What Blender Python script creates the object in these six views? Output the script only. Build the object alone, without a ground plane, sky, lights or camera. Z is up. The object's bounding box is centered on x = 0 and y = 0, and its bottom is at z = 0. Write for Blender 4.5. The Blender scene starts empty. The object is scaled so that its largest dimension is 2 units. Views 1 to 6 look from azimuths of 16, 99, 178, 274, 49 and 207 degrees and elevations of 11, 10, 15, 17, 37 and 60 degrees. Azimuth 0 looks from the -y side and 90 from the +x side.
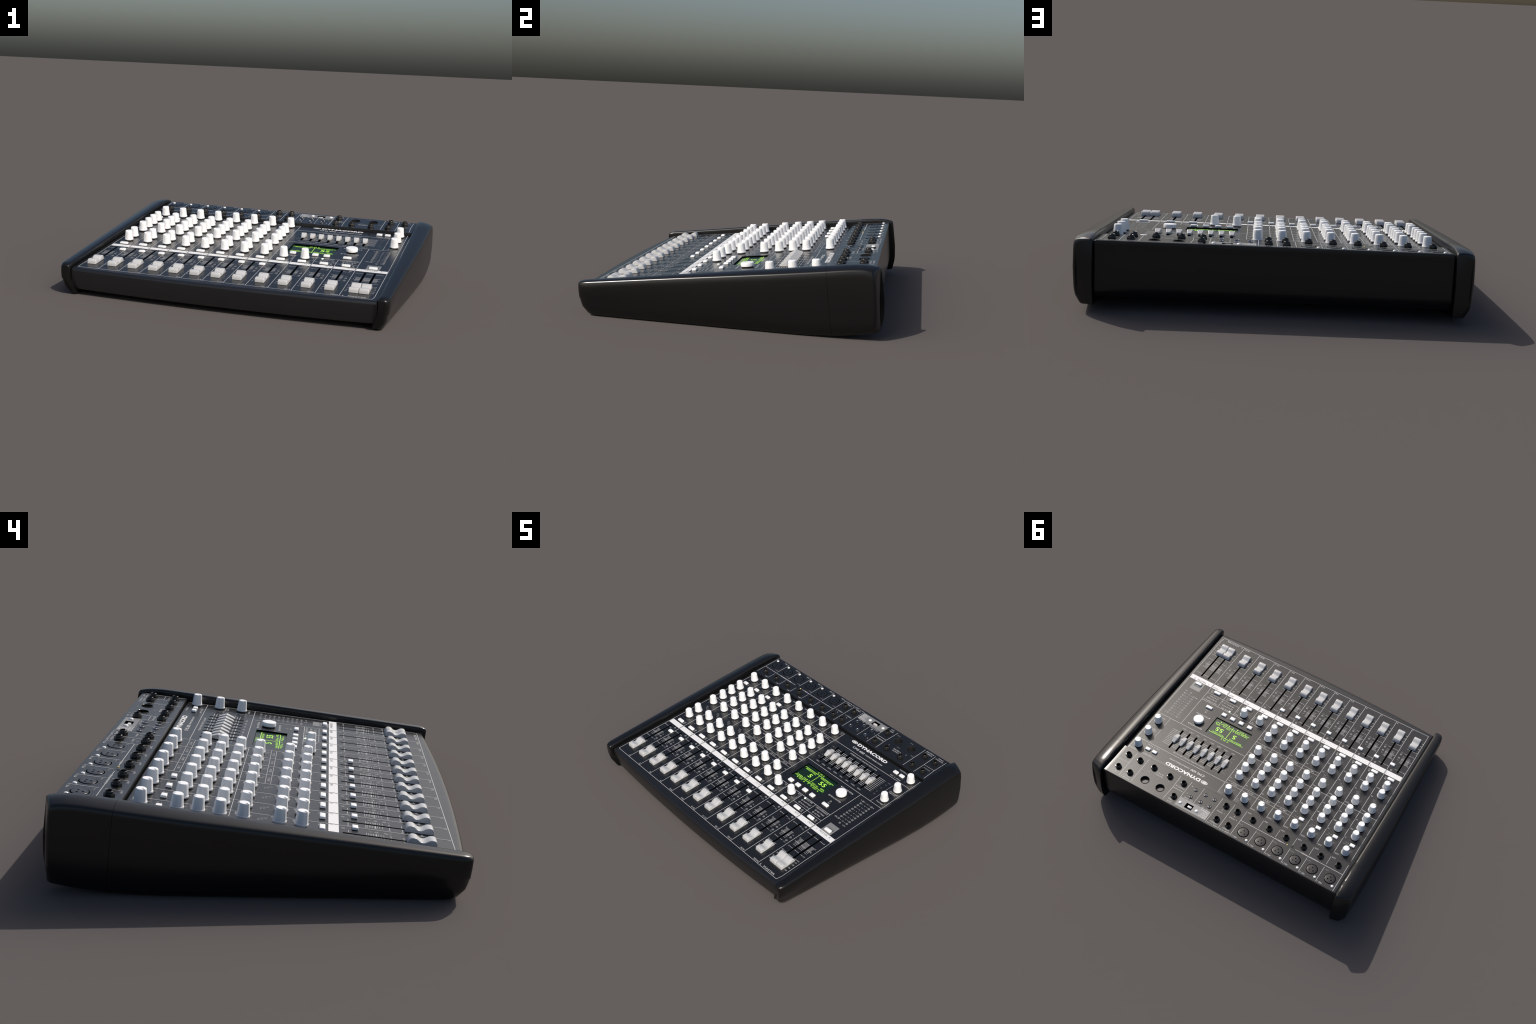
# Compact live-sound mixing console: wedge body, two moulded side cheeks,
# glossy printed control panel, raised connector panel, knobs, faders, buttons.
import bpy, bmesh, math
import numpy as np
from mathutils import Vector, Matrix

# ------------------------------------------------------------------ frame ---
SLOPE = 0.1225                      # rise of the control panel per metre of depth
TH = math.atan(SLOPE)
CT, ST = math.cos(TH), math.sin(TH)
STEP = 0.0167                       # connector panel stands this far proud
HALF = 0.892                        # half width of the panels
SEAM_Y = 0.507                      # where control panel meets connector panel


def plane(y):
    return 0.1642 + SLOPE * (y + 0.7486)


def at(x, y, h=0.0):
    """Point h above the control panel over panel coordinates (x, y)."""
    return Vector((x, y - h * ST, plane(y) + h * CT))


# -------------------------------------------------------------- materials ---
def nodes_of(name):
    m = bpy.data.materials.new(name)
    m.use_nodes = True
    nt = m.node_tree
    return m, nt, nt.nodes["Principled BSDF"]


def material(name, colour, rough=0.4, metal=0.0, spec=0.5, grain=0.0, scale=300.0,
             tint=0.0, emit=None, emit_strength=0.0, coat=0.0, coat_rough=0.1):
    m, nt, b = nodes_of(name)
    b.inputs["Base Color"].default_value = (*colour, 1)
    b.inputs["Roughness"].default_value = rough
    b.inputs["Metallic"].default_value = metal
    b.inputs["Specular IOR Level"].default_value = spec
    b.inputs["Coat Weight"].default_value = coat
    b.inputs["Coat Roughness"].default_value = coat_rough
    tc = nt.nodes.new("ShaderNodeTexCoord")
    if tint > 0:                                     # slow, faint colour drift
        n = nt.nodes.new("ShaderNodeTexNoise")
        n.inputs["Scale"].default_value = 9.0
        n.inputs["Detail"].default_value = 4.0
        r = nt.nodes.new("ShaderNodeValToRGB")
        r.color_ramp.elements[0].color = (*[c * (1 - tint) for c in colour], 1)
        r.color_ramp.elements[1].color = (*[min(1, c * (1 + tint)) for c in colour], 1)
        nt.links.new(tc.outputs["Object"], n.inputs["Vector"])
        nt.links.new(n.outputs["Fac"], r.inputs["Fac"])
        nt.links.new(r.outputs["Color"], b.inputs["Base Color"])
    if grain > 0:                                    # fine moulded / powder grain
        n2 = nt.nodes.new("ShaderNodeTexNoise")
        n2.inputs["Scale"].default_value = scale
        n2.inputs["Detail"].default_value = 3.0
        bp = nt.nodes.new("ShaderNodeBump")
        bp.inputs["Strength"].default_value = grain
        bp.inputs["Distance"].default_value = 0.001
        nt.links.new(tc.outputs["Object"], n2.inputs["Vector"])
        nt.links.new(n2.outputs["Fac"], bp.inputs["Height"])
        nt.links.new(bp.outputs["Normal"], b.inputs["Normal"])
    if emit:
        b.inputs["Emission Color"].default_value = (*emit, 1)
        b.inputs["Emission Strength"].default_value = emit_strength
    return m


M_PANEL = material("panel_black_lacquer", (0.010, 0.010, 0.0105), spec=0.7, rough=0.27, grain=0.02, scale=420, tint=0.15)
M_BODY = material("moulded_black_plastic", (0.006, 0.0058, 0.0056), rough=0.24, grain=0.05, scale=260, tint=0.15)
M_KNOB = material("white_knob_plastic", (0.93, 0.93, 0.925), rough=0.38, spec=0.5)
M_BUTTON = material("white_button_plastic", (0.90, 0.90, 0.895), rough=0.40)
M_CAP = material("pale_grey_cap_plastic", (0.54, 0.538, 0.535), rough=0.32, tint=0.03)
M_SKIRT = material("dark_knob_gap", (0.02, 0.02, 0.02), rough=0.6)
M_INK = material("silver_white_print", (0.56, 0.555, 0.55), rough=0.45)
M_BRAND = material("brand_white_print", (0.80, 0.79, 0.78), rough=0.45)
M_GREYINK = material("grey_print", (0.27, 0.268, 0.265), rough=0.45)
M_STRIP = material("white_writing_strip", (0.80, 0.79, 0.785), rough=0.45)
M_DARKINK = material("dark_print", (0.03, 0.03, 0.032), rough=0.5)
M_GREYPATCH = material("grey_printed_patch", (0.21, 0.21, 0.21), rough=0.4)
M_VOID = material("slot_darkness", (0.0015, 0.0015, 0.0015), rough=0.9, spec=0.0)
M_NUT = material("black_nut_plastic", (0.018, 0.017, 0.016), rough=0.18)
M_CHROME = material("dark_chrome", (0.30, 0.30, 0.30), rough=0.12, metal=1.0)
M_SCREW = material("pale_screw_metal", (0.80, 0.79, 0.77), rough=0.30, metal=0.15)
M_LENS = material("led_lens_off", (0.085, 0.085, 0.085), rough=0.3)
M_SCREEN = material("display_glass", (0.004, 0.013, 0.007), rough=0.28, spec=0.6, emit=(0.05, 0.35, 0.12), emit_strength=0.02)
M_GLYPH = material("display_glyphs", (0.20, 0.40, 0.04), rough=0.5, emit=(0.46, 0.92, 0.09), emit_strength=0.78)
M_LIT = material("lit_white_led", (0.8, 0.95, 0.7), rough=0.3, emit=(0.85, 1.0, 0.75), emit_strength=1.0)
M_AMBER = material("amber_led", (0.55, 0.44, 0.16), rough=0.3, emit=(1.0, 0.75, 0.25), emit_strength=0.08)
M_USB = material("usb_white_tongue", (0.62, 0.61, 0.60), rough=0.4)

# ------------------------------------------------------------ mesh helpers ---
def mesh_from(name, verts, faces, mats, fmat=None, angle=35):
    me = bpy.data.meshes.new(name)
    me.from_pydata([tuple(v) for v in verts], [], faces)
    for m in (mats if isinstance(mats, (list, tuple)) else [mats]):
        me.materials.append(m)
    if fmat is not None:
        me.polygons.foreach_set("material_index", fmat)
    me.validate()
    bm = bmesh.new()
    bm.from_mesh(me)
    bmesh.ops.recalc_face_normals(bm, faces=bm.faces)
    bm.to_mesh(me)
    bm.free()
    me.shade_smooth()
    if angle is not None:
        me.set_sharp_from_angle(angle=math.radians(angle))
    me.update()
    return me


def link(name, me, parent=None, loc=(0, 0, 0), rot=None):
    o = bpy.data.objects.new(name, me)
    bpy.context.scene.collection.objects.link(o)
    o.location = loc
    if rot is not None:
        o.rotation_euler = rot
    if parent is not None:
        o.parent = parent
    return o


def revolve(profile, seg=24, flute=None, start=0.0):
    """Surface of revolution from (radius, height) pairs; flute(angle, k) scales radius."""
    vs, fs = [], []
    n = len(profile)
    for k, (r, h) in enumerate(profile):
        for i in range(seg):
            a = start + 2 * math.pi * i / seg
            rr = r * (flute(a, k) if flute else 1.0)
            vs.append((rr * math.cos(a), rr * math.sin(a), h))
    for k in range(n - 1):
        for i in range(seg):
            j = (i + 1) % seg
            fs.append((k * seg + i, k * seg + j, (k + 1) * seg + j, (k + 1) * seg + i))
    fs.append(tuple(range(seg))[::-1])
    fs.append(tuple((n - 1) * seg + i for i in range(seg)))
    return vs, fs


def rounded_box(w, d, h, bev, z0=0.0, taper=0.0, seg=2):
    bm = bmesh.new()
    bmesh.ops.create_cube(bm, size=1.0)
    for v in bm.verts:
        t = 1 - taper * (v.co.z > 0)
        v.co = Vector((v.co.x * w * t, v.co.y * d * t, z0 + (v.co.z + 0.5) * h))
    es = [e for e in bm.edges if not all(abs(v.co.z - z0) < 1e-7 for v in e.verts)]
    bmesh.ops.bevel(bm, geom=es, offset=bev, segments=seg, profile=0.5, affect='EDGES')
    vs = [tuple(v.co) for v in bm.verts]
    bm.verts.index_update()
    fs = [tuple(v.index for v in f.verts) for f in bm.faces]
    bm.free()
    return vs, fs


def merge(*parts):
    vs, fs, ms = [], [], []
    for v, f, m in parts:
        o = len(vs)
        vs += [tuple(p) for p in v]
        fs += [tuple(i + o for i in q) for q in f]
        ms += [m] * len(f)
    return vs, fs, ms


def interp(x, pts):
    xs, ys = zip(*pts)
    return float(np.interp(x, xs, ys))


# ------------------------------------------------------------------- root ---
root = bpy.data.objects.new("mixing_console", None)
bpy.context.scene.collection.objects.link(root)
root["label"] = "black compact audio mixing console with white knobs and faders"
root["category"] = "audio mixer"

# ---------------------------------------------------------- panels and body ---
def bow(x):
    return 0.030 * (1 - (x / HALF) ** 2)


EDGE = [(0.0, 0.0060), (0.0008, 0.0036), (0.0025, 0.0016), (0.0050, 0.0004), (0.0080, 0.0)]   # (inboard, drop)
XS = [-HALF + e for e, _ in EDGE] + list(np.linspace(-HALF + 0.03, HALF - 0.03, 39)) + [HALF - e for e, _ in EDGE[::-1]]


def edge_drop(x):
    return float(np.interp(HALF - abs(x), [e for e, _ in EDGE], [d for _, d in EDGE]))


def loft_x(outer, xs, bowed):
    """Closed yz profile swept along x; bowed(y, z) gives the share of the front bow."""
    vs, fs = [], []
    n = len(outer)
    for x in xs:
        for y, z in outer:
            b = bow(x) * bowed(y, z)
            vs.append((x, y - b, z - SLOPE * b - (edge_drop(x) if z > 0.12 else 0.0)))
    for i in range(len(xs) - 1):
        for k in range(n):
            l = (k + 1) % n
            fs.append((i * n + k, i * n + l, (i + 1) * n + l, (i + 1) * n + k))
    fs.append(tuple(range(n)))
    fs.append(tuple((len(xs) - 1) * n + k for k in range(n))[::-1])
    return vs, fs


P = plane
control_profile = [
    (0.5020, P(0.5020) - 0.0060), (0.5016, P(0.5016) - 0.0022), (0.5000, P(0.5000) - 0.0005), (0.4970, P(0.4970)), (0.4780, P(0.4780)),
    (-0.7550, P(-0.755)), (-0.7620, P(-0.762)),
    (-0.7680, 0.1608), (-0.7730, 0.1578), (-0.7765, 0.1530), (-0.7780, 0.1460), (-0.7782, 0.1380),
    (-0.7600, 0.0480), (-0.7575, 0.0400), (-0.7530, 0.0345), (-0.7460, 0.0325),
    (-0.7300, 0.0325), (-0.7300, 0.1300), (-0.7200, 0.1360), (0.5020, P(0.5020) - 0.028),
]
vs, fs = loft_x(control_profile, XS, lambda y, z: 1.0 if y < -0.740 else 0.0)
me = mesh_from("control_panel", vs, fs, [M_PANEL, M_VOID], angle=40)
control_panel = link("control_panel", me, root)

# connector panel: raised plate behind the seam
J = lambda y: P(y) + STEP
conn_profile = [
    (0.5075, J(0.5075) - 0.030), (0.5075, J(0.5075) - 0.0012), (0.5087, J(0.5087)), (0.515, J(0.515)),
    (0.7455, J(0.7455)), (0.7505, J(0.7505)), (0.7532, J(0.7532) - 0.0018), (0.7545, J(0.7545) - 0.006),
    (0.7555, 0.335), (0.7590, 0.295), (0.7660, 0.235), (0.7715, 0.170), (0.7730, 0.140), (0.7710, 0.113), (0.7640, 0.092),
    (0.7520, 0.078), (0.7380, 0.071), (0.7200, 0.070), (0.7200, 0.290), (0.715, J(0.715) - 0.030),
]
vs, fs = loft_x(conn_profile, XS, lambda y, z: 0.0)
me = mesh_from("connector_panel", vs, fs, [M_PANEL, M_VOID, M_BODY], angle=40)
for p in me.polygons:
    if p.normal.y > 0.6 and p.center.y > 0.75:
        p.material_index = 2
connector_panel = link("connector_panel", me, root)

# chassis: sunk body closing the underside
body_profile = [(-0.735, 0.0335), (-0.735, 0.046), (0.725, 0.084), (0.738, 0.0712), (0.60, 0.064)]
vs, fs = loft_x(body_profile, [-HALF + 0.002, HALF - 0.002], lambda y, z: 0.0)
chassis = link("chassis", mesh_from("chassis", vs, fs, M_BODY), root)

# ---- openings cut into the panels (boolean cutters) ----
SEPS = [-0.8655, -0.738, -0.611, -0.484, -0.358, -0.230, -0.103, 0.022, 0.150, 0.2785, 0.4115, 0.5445, 0.678, 0.8655]
CH_C = [(SEPS[i] + SEPS[i + 1]) / 2 for i in range(13)]
FADER_X = [-0.8130 + 0.1273 * i for i in range(8)] + [0.2115, 0.3435, 0.4755, 0.6075] + [0.7430, 0.8000]
EQ_X = [0.230 + 0.0572 * i for i in range(8)]
LCD = (0.2045, 0.4975, -0.0615, 0.0960)          # x0 x1 y0 y1
LCD_DEEP = 0.008
K_X = [-0.8040 + 0.1278 * i for i in range(8)]
K_Y = [0.4460, 0.3055, 0.2250, 0.1425, 0.0530, -0.0860, -0.1690]
LINE_X = [-0.813, -0.6830, -0.5570, -0.4250, -0.2970, -0.1720]
MIC_X = [-0.8110, -0.6800, -0.5540, -0.4240, -0.2960, -0.1660]
MIC_Y, LINE_Y = 0.6775, 0.5640
OUT_X = [0.6060, 0.4850]
PHONO = [(0.2745, 0.562), (0.2745, 0.6275), (0.1965, 0.562), (0.1965, 0.6275), (0.1280, 0.562), (0.1280, 0.6275)]
USB = (0.213, 0.268, 0.680, 0.721)


def cutter_box(x0, x1, y0, y1, base, depth, top=0.02):
    vs = []
    for h in (base - depth, base + top):
        for x, y in ((x0, y0), (x1, y0), (x1, y1), (x0, y1)):
            vs.append(at(x, y, h))
    return vs, [(3, 2, 1, 0), (4, 5, 6, 7), (0, 1, 5, 4), (1, 2, 6, 5), (2, 3, 7, 6), (3, 0, 4, 7)]


def cutter_disc(x, y, r, base, depth, seg, start=0.0, top=0.02):
    vs = []
    for h in (base - depth, base + top):
        for i in range(seg):
            a = start + 2 * math.pi * i / seg
            vs.append(at(x + r * math.cos(a), y + r * math.sin(a), h))
    fs = [tuple(range(seg))[::-1], tuple(range(seg, 2 * seg))]
    fs += [(i, (i + 1) % seg, seg + (i + 1) % seg, seg + i) for i in range(seg)]
    return vs, fs


def cut(target, pieces):
    """Difference of joined cutters; cut walls take the dark material (slot 1)."""
    v, f, m = merge(*[(p[0], p[1], 1) for p in pieces])
    cme = mesh_from("cutter", v, f, [M_PANEL, M_VOID, M_BODY], m, angle=None)
    c = link("cutter", cme)
    mod = target.modifiers.new("openings", 'BOOLEAN')
    mod.operation, mod.solver, mod.object = 'DIFFERENCE', 'EXACT', c
    bpy.context.view_layer.update()
    dg = bpy.context.evaluated_depsgraph_get()
    new = bpy.data.meshes.new_from_object(target.evaluated_get(dg))
    new.name = target.name
    target.modifiers.clear()
    target.data = new
    bpy.data.objects.remove(c)
    new.shade_smooth()
    new.set_sharp_from_angle(angle=math.radians(40))


pieces = []
for fx in FADER_X:
    pieces.append(cutter_box(fx - 0.0055, fx + 0.0055, -0.655, -0.327, 0, 0.060))
for ex in EQ_X:
    pieces.append(cutter_box(ex - 0.0066, ex + 0.0066, 0.173, 0.354, 0, 0.060))
pieces.append(cutter_box(LCD[0], LCD[1], LCD[2], LCD[3], 0, LCD_DEEP + 0.002))
cut(control_panel, pieces)
pieces = []
for mx in MIC_X:
    pieces.append(cutter_disc(mx, MIC_Y, 0.0396, STEP, 0.012, 12, math.pi / 12))
for ox in OUT_X:
    pieces.append(cutter_disc(ox, MIC_Y, 0.0300, STEP, 0.024, 12, math.pi / 12))
pieces.append(cutter_box(USB[0], USB[1], USB[2], USB[3], STEP, 0.022))
cut(connector_panel, pieces)

# ------------------------------------------------------------- side cheeks ---
FRONT = [(0.0, -0.736), (0.005, -0.749), (0.026, -0.774), (0.056, -0.784), (0.087, -0.792), (0.131, -0.798), (0.176, -0.803)]
BACK = [(0.034, 0.782), (0.046, 0.796), (0.10, 0.806), (0.14, 0.808), (0.23, 0.802), (0.30, 0.792), (0.38, 0.775)]
OUT = [(-0.80, 0.9600), (-0.70, 0.9640), (-0.5, 0.9705), (-0.35, 0.9750), (0.0, 0.9870), (0.25, 0.9950), (0.5, 0.9980), (0.80, 0.9980)]
BOT = [(-0.80, 0.0), (0.40, 0.0), (0.55, 0.010), (0.64, 0.0165), (0.73, 0.0265), (0.80, 0.038)]


def corner(d, depth, size):
    """Quarter-ellipse rounding: how far a surface draws in at distance d from an end."""
    if d >= depth:
        return 0.0
    return size * (1 - math.sqrt(max(0.0, 1 - (1 - d / depth) ** 2)))


CROWN = [(-0.74, 0.1935), (0.60, 0.3738), (0.66, 0.3795), (0.71, 0.3820), (0.75, 0.3805), (0.80, 0.3740)]


def cheek_ring(y, inset=0.0):
    """Cross-section of a cheek (x, z) at nominal depth y; ends are rounded off."""
    df, db = y + 0.80, 0.80 - y
    ix = corner(df, 0.045, 0.020) + inset
    squeeze = 1 - corner(db, 0.016, 0.012) / 0.101         # small corner radius of the rear end
    it = corner(df, 0.040, 0.013) + corner(db, 0.013, 0.010) + inset
    ib = corner(df, 0.012, 0.006) + corner(db, 0.012, 0.006) + inset
    X = interp(y, OUT) - ix
    T = (interp(y, CROWN) if y > -0.74 else 0.1935 + 0.1346 * (y + 0.74)) - it
    B = interp(y, BOT) + ib
    i2 = ib * 0.6
    E = X - 0.0155                                        # where the shoulder radius begins
    V = E - 0.930
    arc = lambda x: (x + i2 * (x < 0.915), T - (x - 0.921) ** 2 / 0.28)
    dE = arc(E)[1]
    f = min(1.0, max(0.0, (0.40 - y) / 1.05))              # lower flank scoops in toward the front
    c = 0.010 * math.exp(-((y + 0.52) / 0.17) ** 2)       # shallow hollow low on the flank
    ring = [
        (0.875 + i2, B + 0.001), (0.8695 + i2, B + 0.006), (0.8690 + i2, B + 0.014), (0.8735 + i2, B + 0.030),
        (0.8830 + i2, B + 0.056), (0.8940 + i2, B + 0.090), (0.8966 + i2, B + 0.5 * (T - B)), (0.8968 + i2, T - 0.018),
        (0.8975 + i2, T - 0.0095), (0.8996 + i2, T - 0.0048), arc(0.9035), arc(0.911), arc(0.920),
        arc(0.930), arc(0.930 + 0.33 * V), arc(0.930 + 0.66 * V), arc(0.930 + V),
        (E + 0.0062, dE - 0.0030), (E + 0.0098, dE - 0.0068), (E + 0.0124, dE - 0.0130), (X - 0.0014, dE - 0.0240), (X + 0.0004, dE - 0.0420),
        (X + 0.0020 * (1 - f) - 0.45 * c, T - 0.45 * (T - B)), (X - 0.0010 - 0.004 * f - 0.6 * c, B + 0.095), (X - 0.0040 - 0.008 * f - 0.3 * c, B + 0.068),
        (X - 0.0090 - 0.009 * f, B + 0.045), (X - 0.0310 - 0.004 * f, B + 0.0095), (X - 0.0370 - 0.006 * f, B + 0.0025), (X - 0.0470, B),
    ]
    g = min(1.0, max(0.0, (0.70 - y) / 0.12))             # inner foot flange fades out at the rear
    ring = [(x if x >= 0.897 else 0.897 - (0.897 - x) * g, z) for x, z in ring]
    return [(x if x < 0.897 else 0.897 + (x - 0.897) * squeeze, z) for x, z in ring]


def cheek_point(x, y, z, y_lo=-0.80, y_hi=0.80):
    w = (y - y_lo) / (y_hi - y_lo)
    # ends follow the raked front and back outlines, fading out inside
    df = interp(z, FRONT) + 0.80
    db = interp(z, BACK) - 0.80
    wf = max(0.0, 1 - (y + 0.80) / 0.22)
    wb = max(0.0, 1 - (0.80 - y) / 0.22)
    lean = 0.131 * (0.342 - z) * math.exp(-((y - 0.509) / 0.10) ** 2)
    # the rear face is cut back toward the outside: a straight chamfer on top, rounder low down
    up = min(1.0, max(0.0, (z - 0.05) / 0.25))
    out = max(0.0, x - 0.910)
    slant = (0.44 * out) * up + (0.10 * out + 4.6 * out * out) * (1 - up)
    ws = max(0.0, 1 - (0.80 - y) / 0.10)
    return (x, y + df * wf + db * wb + lean - slant * ws, z)


def cheek_mesh(name, stations):
    rings = [[cheek_point(x, y, z) for x, z in cheek_ring(y, ins)] for y, ins in stations]
    n = len(rings[0])
    vs = [p for r in rings for p in r]
    fs = []
    for i in range(len(rings) - 1):
        for k in range(n):
            l = (k + 1) % n
            fs.append((i * n + k, i * n + l, (i + 1) * n + l, (i + 1) * n + k))
    fs.append(tuple(range(n)))
    fs.append(tuple((len(rings) - 1) * n + k for k in range(n)))
    return vs, fs


def end_steps(d, n=9):
    return [d * (k / n) ** 2 for k in range(n)]


main_st = [(-0.80 + e, 0.0) for e in end_steps(0.05)] + [(y, 0.0) for y in np.linspace(-0.745, 0.500, 36)] + [(0.5083, 0.0), (0.50875, 0.0006)]
rear_st = [(0.50925, 0.0006), (0.5097, 0.0)] + [(y, 0.0) for y in np.linspace(0.53, 0.690, 7)] + [(0.80 - e, 0.0) for e in end_steps(0.10, 16)[::-1]]
for name, st in (("side_cheek", main_st), ("cheek_end_piece", rear_st)):
    vs, fs = cheek_mesh(name, st)
    link(name, mesh_from(name, vs, fs, M_BODY, angle=38), root)
    link(name, mesh_from(name, [(-x, y, z) for x, y, z in vs], fs, M_BODY, angle=38), root)
# dark filler behind the cheek seams
for s in (1, -1):
    vs, fs = cheek_mesh("seam", [(0.500, 0.0025), (0.516, 0.0025)])
    link("cheek_seam", mesh_from("cheek_seam", [(s * x, y, z) for x, y, z in vs], fs, M_VOID), root)

# gasket strips closing the joint between panels and cheeks
for s in (1, -1):
    v, f = [], []
    for ya, yb, base in ((-0.770, 0.502, -0.0062), (0.5078, 0.750, STEP - 0.0062)):
        o = len(v)
        for h in (base - 0.02, base):
            for x, y in ((0.8885, ya), (0.8985, ya), (0.8985, yb), (0.8885, yb)):
                v.append(at(s * x, y, h))
        f += [tuple(o + i for i in q) for q in [(3, 2, 1, 0), (4, 5, 6, 7), (0, 1, 5, 4), (1, 2, 6, 5), (2, 3, 7, 6), (3, 0, 4, 7)]]
    link("panel_gasket", mesh_from("panel_gasket", v, f, M_BODY), root)

# ------------------------------------------------------------------- knobs ---
def flute(a, k):
    if k < 4 or k > 6:
        return 1.0
    return 1.0 - 0.013 * (0.5 + 0.5 * math.cos(12 * a))


KNOB_PROFILE = [(0.0235, 0.0045), (0.0247, 0.0058), (0.0247, 0.0105), (0.0232, 0.0125),
                (0.0228, 0.0140), (0.0206, 0.0380), (0.0192, 0.0525), (0.0184, 0.0548), (0.0172, 0.0560), (0.0090, 0.0564)]


def knob_mesh():
    body = revolve(KNOB_PROFILE, 48, flute)
    stem = revolve([(0.0205, -0.001), (0.0205, 0.0052)], 24)
    # raised pointer ridge from the cap centre over the rim and down the side (points to +y)
    w = 0.0016
    prof = [(0.0085, 0.0558), (0.0090, 0.0576), (0.0176, 0.0574), (0.0196, 0.0556), (0.0216, 0.0380), (0.0240, 0.0135),
            (0.0225, 0.0135), (0.0200, 0.0380), (0.0175, 0.0545)]
    rv = [(-w, r, h) for r, h in prof] + [(w, r, h) for r, h in prof]
    n = len(prof)
    rf = [(k, (k + 1) % n, n + (k + 1) % n, n + k) for k in range(n)] + [tuple(range(n)), tuple(range(n, 2 * n))[::-1]]
    # flat grey strip on the cap top, beside the ridge
    iv = [(w + 0.0001, 0.0080, 0.0568), (w + 0.0018, 0.0080, 0.0568), (w + 0.0018, 0.0170, 0.0566), (w + 0.0001, 0.0170, 0.0566)]
    return merge((body[0], body[1], 0), (stem[0], stem[1], 1), (rv, rf, 0), (iv, [(0, 1, 2, 3)], 2))


v, f, m = knob_mesh()
KS = 1.125
v = [(x * KS, y * KS, z * KS) for x, y, z in v]
ME_KNOB = mesh_from("rotary_knob", v, f, [M_KNOB, M_SKIRT, material("knob_top_strip_grey", (0.16, 0.17, 0.20), rough=0.5)], m, angle=32)


def place(name, me, x, y, h=0.0, spin=0.0):
    o = link(name, me, root, at(x, y, h))
    o.rotation_euler = (Matrix.Rotation(TH, 3, 'X') @ Matrix.Rotation(spin, 3, 'Z')).to_euler()
    return o


MIN = math.radians(140)
KNOBS = []
for i, kx in enumerate(K_X):
    for r, ky in enumerate(K_Y):
        spin = 0.0 if r in (1, 2, 3) else MIN
        KNOBS.append((kx, ky, spin))
KNOBS += [(0.2150, -0.1810, MIN), (0.3465, -0.1810, MIN), (0.8220, 0.2015, MIN), (0.8220, 0.3215, MIN), (0.8210, 0.4450, MIN)]
for kx, ky, s in KNOBS:
    place("rotary_knob", ME_KNOB, kx, ky, 0, s)

# encoder dial
v1 = revolve([(0.0345, 0.0050), (0.0368, 0.0065), (0.0368, 0.0235), (0.0356, 0.0258), (0.0325, 0.0268), (0.018, 0.0272)], 64)
v2 = revolve([(0.030, -0.001), (0.030, 0.0055)], 32)
v, f, m = merge((v1[0], v1[1], 0), (v2[0], v2[1], 1))
place("encoder_dial", mesh_from("encoder_dial", v, f, [M_KNOB, M_SKIRT], m, angle=40), 0.588, 0.0400)

# ------------------------------------------------------------ push buttons ---
def button_mesh(name, w, d, h=0.0092):
    a = rounded_box(w, d, h, 0.0022, 0.002, 0.06)
    b = rounded_box(w * 0.9, d * 0.88, 0.003, 0.0003, -0.0005)
    v, f, m = merge((a[0], a[1], 0), (b[0], b[1], 1))
    return mesh_from(name, v, f, [M_BUTTON, M_SKIRT], m, angle=50)


ME_MUTE = button_mesh("push_button_wide", 0.0510, 0.0235)
ME_PFL = button_mesh("push_button_small", 0.0370, 0.0245)
ME_SOFT = button_mesh("push_button_square", 0.0375, 0.0290)
for i in range(8):
    place("push_button", ME_MUTE, CH_C[i], -0.2490)
    place("push_button", ME_PFL, FADER_X[i] + 0.0590, -0.3745)
for cx in (0.2140, 0.3450, 0.4790, 0.6120):
    place("push_button", ME_MUTE, cx, -0.2490)
place("push_button", ME_MUTE, 0.7730, -0.2490)
place("push_button", ME_MUTE, 0.5890, -0.1030)
for bx in (0.2520, 0.3220, 0.3925, 0.4630):
    place("push_button", ME_SOFT, bx, -0.1030)
for i in range(4):
    place("push_button", ME_PFL, K_X[i] - 0.0150, 0.3735)
for bx in (0.6880, 0.7420):
    place("push_button", ME_PFL, bx, 0.4435)

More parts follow.
